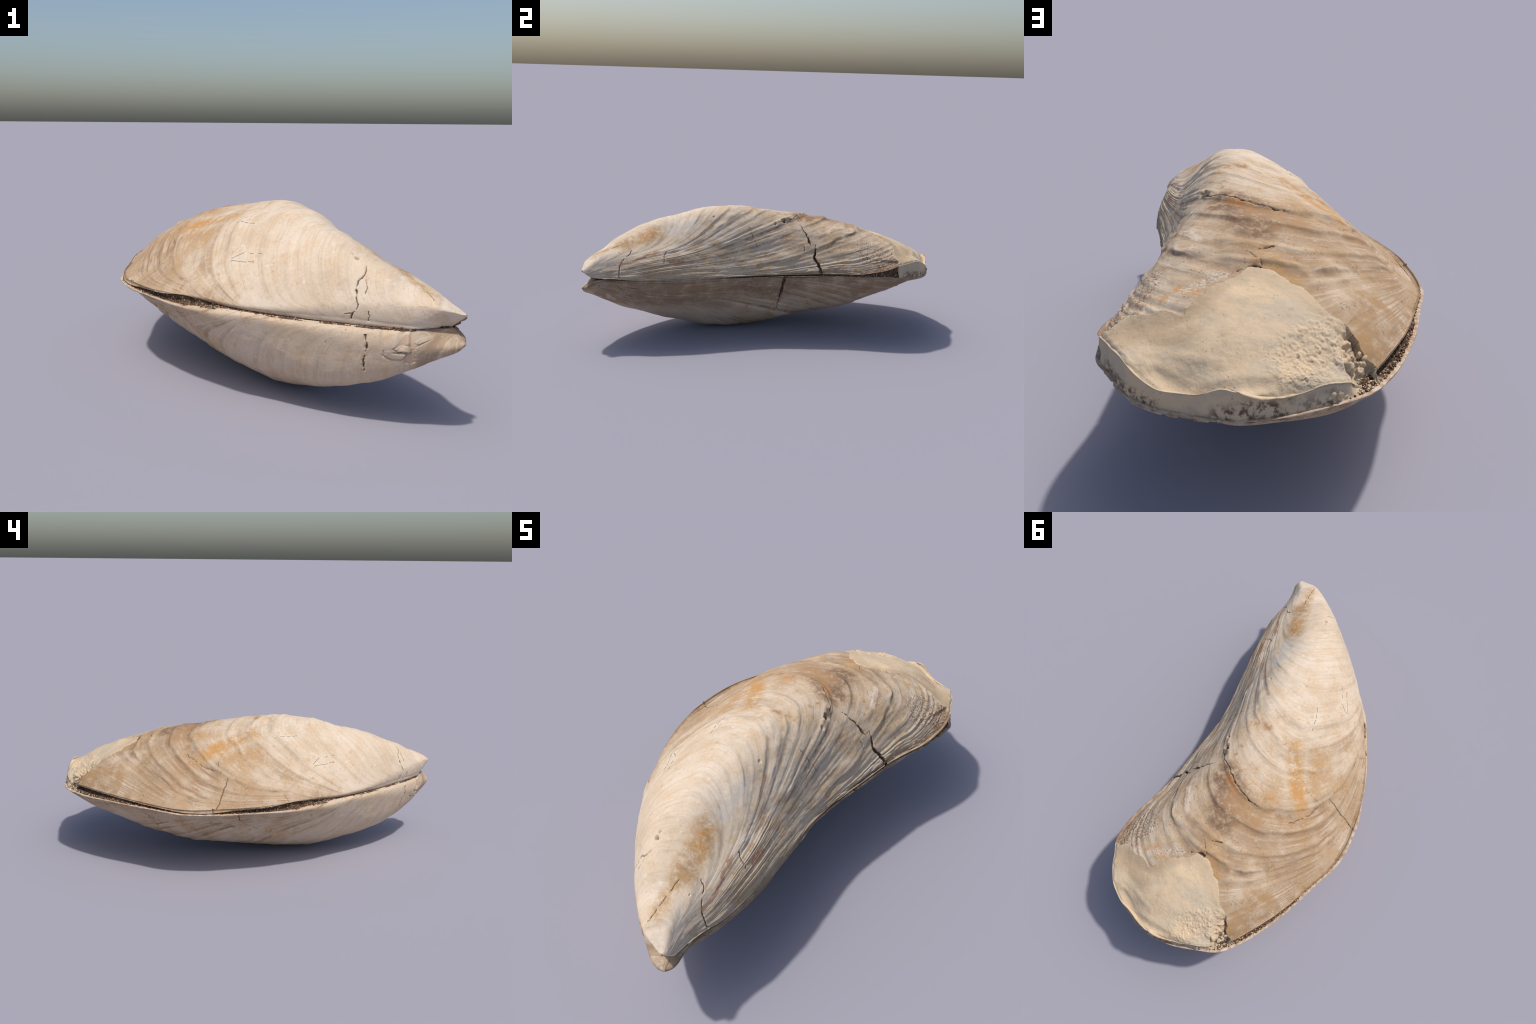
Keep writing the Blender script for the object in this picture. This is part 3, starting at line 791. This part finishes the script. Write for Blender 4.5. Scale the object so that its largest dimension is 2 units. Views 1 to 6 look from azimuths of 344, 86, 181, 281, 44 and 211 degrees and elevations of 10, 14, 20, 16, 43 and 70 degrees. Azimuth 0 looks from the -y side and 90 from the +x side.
    hollow = segment_distance(flat, [(.33, .775, .47), (.25, .765, .505), (.19, .80, .495)])[0].reshape(n, m)
    q += .002 - .004 * smooth(.12, .02, hollow)
    rough = segment_distance(flat, [(-.09, .88, .448), (-.13, .83, .462), (-.17, .79, .468), (-.21, .83, .44)])[0].reshape(n, m)
    lumps = fractal(p, 30, 33, 5, .68)
    q += smooth(.115, .03, rough) * (.006 * lumps + .002 * smooth(.05, .22, lumps) - .002 + .005 * fractal(p, 95, 34, 3, .7))
    corner = segment_distance(flat[:, :2], [(-.24, .79), (-.27, .84)])[0].reshape(n, m)
    q -= .030 * smooth(.075, .02, corner) * (1 + .8 * fractal(p, 40, 35, 3))
    q += .0022 * smooth(.022, .004, segment_distance(flat, [(.30, .84, .455), (.22, .875, .468), (.10, .905, .455)])[0].reshape(n, m))
    chip = segment_distance(flat, [(.20, .945, .41), (.26, .915, .425)])[0].reshape(n, m)
    q -= .005 * smooth(.035, .012, chip)
    rim = np.vstack([arched.r[760::12, :2], arched.l[:820:-12, :2]])
    rim = segment_distance(flat[:, :2], rim)[0].reshape(n, m)
    q += smooth(.045, .0, rim) * (.008 * fractal(p, 20, 37, 3, .5) - .001) - .003 * smooth(.012, .0, rim)
    step = .0015 + .003 * fractal(p, 14, 36, 2)
    h = np.where(bare, q - step, h)
    # --- wounds
    gap = np.full((n, m), .01)
    for c, r, d in PITS:
        dd = np.linalg.norm(p - c, axis=-1) * (1 + .35 * noise(p, 90, 61))
        h -= d * smooth(r, r * .25, dd)
        if d > .0155:
            gap = np.minimum(gap, dd - r * .40)
    fade = smooth(0, .02, sg)[:, None] * smooth(1.0, .996, sg)[:, None]
    h = h * fade * np.minimum(smooth(-1.0, -.97, ta), 1)[None, :] ** .5
    soft = 1 - smooth(0, 1, f)[None] * (1 - tip)
    h = calm_margin(h, sg)
    hfull = np.concatenate([(h[:, :1] * soft)[:, ::-1], h, h[:, -1:] * soft], 1)
    gap = np.concatenate([np.full((n, k), .01), gap, np.full((n, k), .01)], 1)
    hfull, gap = carve(full, nfull, hfull, gap, CRACKS, 71)
    full = full + nfull * hfull[..., None]
    bare, g = pad(bare), gfull
    rows, colsn = full.shape[:2]
    faces = grid_faces(rows, colsn, False)
    fl = full.reshape(-1, 3)
    fb = bare.ravel()[faces].sum(1) >= 2
    j = (np.arange(len(faces)) % (colsn - 1))
    lip = ((j < k - 8) | (j >= colsn + 7 - k)) & (sg[np.arange(len(faces)) // (colsn - 1)] > .72)
    idx = np.where(lip, 1, 0)
    valve = new_object("valve", fl, faces[~fb], thing, [SHELL, BROKEN], idx[~fb], floats={"growth_age": g, "crack": 1 - gap / .01})
    new_object("infill", fl, faces[fb], thing, [INFILL], floats={"crack": 1 - gap / .01})
    return valve, sg


def build_keeled():
    n, m, k = 640, 330, 14
    sg, ta = np.linspace(0, 1, n), np.linspace(-1, 1, m)
    p = keeled.surface(sg, ta)
    g = growth_age(sg, ta)
    f = np.linspace(0, 1, k + 1)[1:]
    tip = (1 - smooth(.01, .08, sg))[:, None]
    cols = []
    for concave in (True, False):
        tgt, _ = seam_target(sg, concave, False)
        e = p[:, 0 if concave else -1]
        fx, fz = (1 - np.cos(f * np.pi / 2)) * (1 - tip) + f * tip, np.sin(f * np.pi / 2) * (1 - tip) + f * tip
        c = np.empty((n, k, 3))
        for i in range(k):
            c[:, i] = np.c_[e[:, :2] + (tgt[:, :2] - e[:, :2]) * fx[:, i : i + 1], e[:, 2] + (tgt[:, 2] - e[:, 2]) * fz[:, i]]
        cols.append(c)
    pad = lambda a, z=None: np.concatenate([np.repeat(a[:, :1], k, 1) if z is None else z, a, np.repeat(a[:, -1:], k, 1) if z is None else z], 1)
    bend = np.concatenate([f[::-1], np.zeros(m), f])
    full, gfull = ease_margin(np.concatenate([cols[0][:, ::-1], p, cols[1]], 1), pad(g) + .10 * bend[None] ** 2, k, sg)
    nfull = normals(full, False)
    p, nv, g = full[:, k:-k], nfull[:, k:-k], gfull[:, k:-k]
    ds = np.linalg.norm(np.gradient(p, axis=0), axis=-1) + 1e-6
    dt = np.linalg.norm(np.gradient(p, axis=1), axis=-1) + 1e-6
    grad = np.hypot(np.gradient(g, axis=0) / ds, np.gradient(g, axis=1) / dt)
    wob = fractal(p, 5, 103, 3) * 1.6
    flat = p.reshape(-1, 3)
    h = terraces(g, grad * 1.25, wob, .55) + .002 - .004 * smooth(.86, 1.0, g) * smooth(-.25, -.6, ta)[None]
    h += fractal(p, 6, 111, 3) * .005 + fractal(p, 25, 112, 4) * .0014 + fractal(p, 90, 113, 3, .6) * .0005
    flank = smooth(-.25, -.6, np.broadcast_to(ta, (n, m)))
    h += flank * (noise1(g * 60 + wob * .5, 7) * .003 + .004 * smooth(.0, .06, fractal(p * np.array([1, .2, 1]), 30, 122, 3)) * smooth(.8, .95, g))
    # broken plates beside the beak: an exposed inner layer with loose fragments
    u, o = np.array([.886, -.463, 0]), np.array([.29, -.94, .3])
    loc = np.stack([(flat - o) @ u, flat[:, 2]], 1) + np.stack([noise(flat, 120, 131), noise(flat, 120, 132)], 1) * .0012
    face = ((flat - o) @ np.array([-.463, -.886, 0]) > -.05).reshape(n, m)
    poly = dict(
        hole=[(.014, .353), (.032, .362), (.037, .347), (.049, .325), (.058, .319), (.050, .310), (.050, .283), (.052, .259), (.038, .252), (.015, .259), (.017, .275), (.028, .291), (.027, .315), (.010, .321), (-.012, .315), (-.015, .319)],
        chip=[(-.023, .304), (-.007, .318), (.007, .321), (.030, .319), (.033, .306), (.036, .300), (.034, .291), (.016, .295), (-.006, .293)],
        scale=[(-.054, .294), (-.038, .298), (-.021, .291), (.005, .290), (.022, .290), (.017, .275), (.006, .265), (-.027, .263), (-.055, .277)])
    part = {a: inside(loc, b).reshape(n, m) & face for a, b in poly.items()}
    exposed = part["hole"] & ~part["chip"] & ~part["scale"]
    h = np.where(exposed, h - .005, h)
    h = np.where(part["chip"], h + .002, h)
    h = np.where(part["scale"], h + .001, h)
    gap = np.full((n, m), .01)
    edges = [(poly["chip"] + poly["chip"][:1], .003, .006), (poly["scale"][2:] + poly["scale"][:1], .003, .005),
             ([(.033, .364), (.039, .344), (.049, .325), (.059, .322), (.094, .338), (.086, .351), (.066, .364)], .0026, .005)]
    near = np.flatnonzero((face & (np.abs(p[..., 2] - .31) < .08) & (p[..., 1] < -.85)).ravel())
    for line, wd, deep in edges:
        dd = segment_distance(loc[near], line)[0]
        h.reshape(-1)[near] -= deep * smooth(wd * 1.3, wd * .3, dd)
        gap.reshape(-1)[near] = np.minimum(gap.reshape(-1)[near], dd - wd * .12)
    # bumps along the keel line
    for c, r, d in (((-.02, -.06, .02), .02, .008), ((.10, -.24, .0), .03, .0)):
        h += d * smooth(r, r * .2, np.linalg.norm(p - c, axis=-1))
    fade = smooth(0, .02, sg)[:, None] * smooth(1.0, .985, sg)[:, None]
    h = h * fade
    soft = 1 - smooth(0, 1, f)[None] * (1 - tip)
    h = calm_margin(h, sg)
    hfull = np.concatenate([(h[:, :1] * soft)[:, ::-1], h, h[:, -1:] * soft], 1)
    gap = np.concatenate([np.full((n, k), .01), gap, np.full((n, k), .01)], 1)
    hfull, gap = carve(full, nfull, hfull, gap, KEEL_CRACKS, 171)
    full = full + nfull * hfull[..., None]
    lipband = np.concatenate([np.ones(k), np.zeros(m), np.ones(k)])[None] * smooth(.40, .5, sg)[:, None]
    full[..., 2] += fractal(full, 60, 141, 3) * .002 * lipband
    zero = np.zeros((n, k), bool)
    g, exposed = gfull, pad(exposed, zero)
    rows, cn = full.shape[:2]
    faces = grid_faces(rows, cn, True)
    j, i = np.arange(len(faces)) % (cn - 1), np.arange(len(faces)) // (cn - 1)
    lip = ((j < k - 1) | (j >= cn - k)) & (sg[i] > .47)
    idx = np.where(exposed.ravel()[faces].sum(1) >= 2, 2, np.where(lip, 1, 0))
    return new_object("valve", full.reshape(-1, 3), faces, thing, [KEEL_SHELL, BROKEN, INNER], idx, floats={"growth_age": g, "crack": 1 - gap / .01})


def build_seam_fill():
    """gritty sediment that fills the gape between the valves"""
    n, k = 1500, 26
    sg = np.linspace(0, 1, n)
    f = np.linspace(0, 1, k)
    for concave in (True, False):
        a, _ = seam_target(sg, concave, True)
        b, _ = seam_target(sg, concave, False)
        low = at(keeled.r if concave else keeled.l, sg)
        tan = np.gradient(low[:, :2], axis=0)
        tan /= np.maximum(np.linalg.norm(tan, axis=1, keepdims=True), 1e-9)
        inward = np.c_[np.stack([-tan[:, 1], tan[:, 0]], 1) * (1 if concave else -1), np.zeros(n)]
        rear = smooth(.80, .86, sg)
        a[:, 2] += .006 * beak_blend(sg) - .002
        a[:, 2] = a[:, 2] * (1 - rear) + rear * (b[:, 2] + .015)
        b[:, 2] -= .004
        a, b = a + inward * ((-.013 if concave else -.002) * (1 - rear) + .003 * rear + (.010 if concave else .0) * beak_blend(sg))[:, None], b - inward * .004
        gap = np.abs(a[:, 2] - b[:, 2])
        c = a[:, None] * (1 - f[None, :, None]) + b[:, None] * f[None, :, None]
        sag = np.sin(np.pi * f)[None] * np.clip(gap * (.12 if concave else .4) * (1 + 1.2 * noise(np.c_[sg * 40, sg * 0, sg * 0], 1.0, 155)), .001, .016)[:, None]
        c += inward[:, None] * sag[..., None] * (1 - .4 * f[None, :, None])
        lump = fractal(c, 60, 151, 4, .65) * (.005 if concave else .009) + np.abs(noise(c, 170, 152)) * .004 + fractal(c, 16, 153, 2) * .006
        lump *= np.clip(gap / .02, .25, 1)[:, None]
        c += (-inward * .8 + np.array([0, 0, .35]))[:, None] * lump[..., None]
        new_object("seam_sediment", c.reshape(-1, 3), grid_faces(n, k, concave), thing, [GRIT])


def pebble_mesh(name, seed, mat):
    """a broken lump: rounded icosahedron pushed about by noise"""
    import bmesh
    bm = bmesh.new()
    bmesh.ops.create_icosphere(bm, subdivisions=3, radius=1)
    for v in bm.verts:
        q = np.array(v.co)
        v.co *= 1 + .45 * float(noise(q[None], 1.2, seed)[0]) + .22 * float(noise(q[None], 3.1, seed + 3)[0]) + .10 * float(noise(q[None], 7, seed + 5)[0])
    me = bpy.data.meshes.new(name)
    bm.to_mesh(me)
    bm.free()
    me.materials.append(mat)
    for poly in me.polygons:
        poly.use_smooth = True
    return me


def scatter_crumbs():
    pale = [pebble_mesh("crumb", 200 + i, INFILL) for i in range(4)]
    big = [((-.206, .843, .403), .020), ((-.190, .880, .388), .017), ((-.222, .868, .374), .009), ((-.205, .888, .368), .010), ((-.180, .908, .372), .012), ((-.236, .838, .396), .010),
           ((-.246, .822, .404), .008), ((-.252, .806, .412), .007), ((-.238, .804, .420), .008), ((-.160, .917, .378), .011), ((-.198, .900, .360), .007), ((-.214, .880, .366), .006), ((-.232, .858, .376), .006)]
    for i, (c, r) in enumerate(big):
        ob = bpy.data.objects.new("crumb", pale[i % 4])
        ob.location, ob.rotation_euler = c, RNG.uniform(0, 6, 3)
        ob.scale = r * RNG.uniform(.7, 1.15, 3)
        ob.parent = thing
        bpy.context.collection.objects.link(ob)
    # fine grains joined into one part
    me = pebble_mesh("grain", 300, GRIT)
    v0 = np.array([v.co for v in me.vertices])
    f0 = np.array([tuple(p.vertices) for p in me.polygons])
    bpy.data.meshes.remove(me)
    import bmesh
    bm = bmesh.new()
    bmesh.ops.create_icosphere(bm, subdivisions=1, radius=1)
    v0 = np.array([v.co for v in bm.verts])
    bm.verts.ensure_lookup_table()
    f0 = np.array([[v.index for v in f.verts] for f in bm.faces])
    bm.free()
    for mat, count, seed in ((GRIT, 1500, 1), (BROKEN, 350, 2), (INFILL, 350, 3)):
        rng = np.random.default_rng(400 + seed)
        vs, fs, base = [], [], 0
        for _ in range(count):
            left = rng.random() < .78
            s = rng.uniform(.44, .90) if left else rng.uniform(.62, .84)
            if mat is INFILL:
                left, s = True, rng.uniform(.84, .97)
            curve = keeled.l if left else keeled.r
            e, e2 = at(curve, np.array([s]))[0], at(curve, np.array([s + .002]))[0]
            tan = (e2 - e)[:2]
            tan /= np.linalg.norm(tan)
            inw = np.array([tan[1], -tan[0]]) if left else np.array([-tan[1], tan[0]])
            d = rng.uniform(.010, .030)
            c = np.r_[e[:2] + inw * d, e[2] + .001 + .35 * (d - .01) + rng.uniform(-.001, .003)]
            r = rng.uniform(.0016, .0042)
            jig = v0 * r * rng.uniform(.6, 1.3, (len(v0), 1)) * rng.uniform(.7, 1.2, 3)
            vs.append(jig + c)
            fs.append(f0 + base)
            base += len(v0)
        ob = new_object("grit_grains", np.vstack(vs), np.vstack(fs), thing, [mat])
        ob["kind"] = "stuff"


def pencil_marks():
    """faint drafting marks left on the arched valve"""
    sg, ta = np.linspace(.2, .6, 500), np.linspace(-.4, .9, 500)
    p = arched.surface(sg, ta).reshape(-1, 3)
    marks = [[(-.147, -.405), (-.127, -.415), (-.107, -.429)], [(-.150, -.415), (-.125, -.451), (-.108, -.474)], [(-.104, -.480), (-.095, -.494)],
             [(-.090, -.456), (-.080, -.471)], [(-.066, -.489), (-.058, -.502)],
             [(-.074, -.190), (-.071, -.205)], [(-.064, -.222), (-.060, -.246)], [(-.056, -.254), (-.048, -.272)], [(-.043, -.283), (-.032, -.305)]]
    curve = bpy.data.curves.new("pencil_mark", "CURVE")
    curve.dimensions, curve.bevel_depth, curve.bevel_resolution = "3D", .0015, 1
    valve = bpy.data.objects["valve"]
    deps = bpy.context.evaluated_depsgraph_get()
    tree_ob = valve.evaluated_get(deps)
    for line in marks:
        pts = along(np.c_[np.array(line), np.zeros(len(line))], 9) if len(line) > 2 else np.c_[np.linspace(line[0], line[1], 6), np.zeros(6)]
        sp = curve.splines.new("POLY")
        sp.points.add(len(pts) - 1)
        for q, c in zip(sp.points, pts):
            hit, loc, nrm, _ = tree_ob.ray_cast((c[0], c[1], 1.5), (0, 0, -1))
            z = loc[2] if hit else .6
            q.co = (c[0] + .001 * math.sin(c[1] * 900), c[1], z - .0003, 1)
    ob = bpy.data.objects.new("pencil_mark", curve)
    bpy.context.collection.objects.link(ob)
    deps = bpy.context.evaluated_depsgraph_get()
    me = bpy.data.meshes.new_from_object(ob.evaluated_get(deps))
    bpy.data.objects.remove(ob)
    bpy.data.curves.remove(curve)
    me.materials.clear()
    me.materials.append(GRAPHITE)
    mark = bpy.data.objects.new("pencil_mark", me)
    mark.parent = thing
    bpy.context.collection.objects.link(mark)


build_arched()
build_keeled()
build_seam_fill()
scatter_crumbs()
bpy.context.view_layer.update()
pencil_marks()
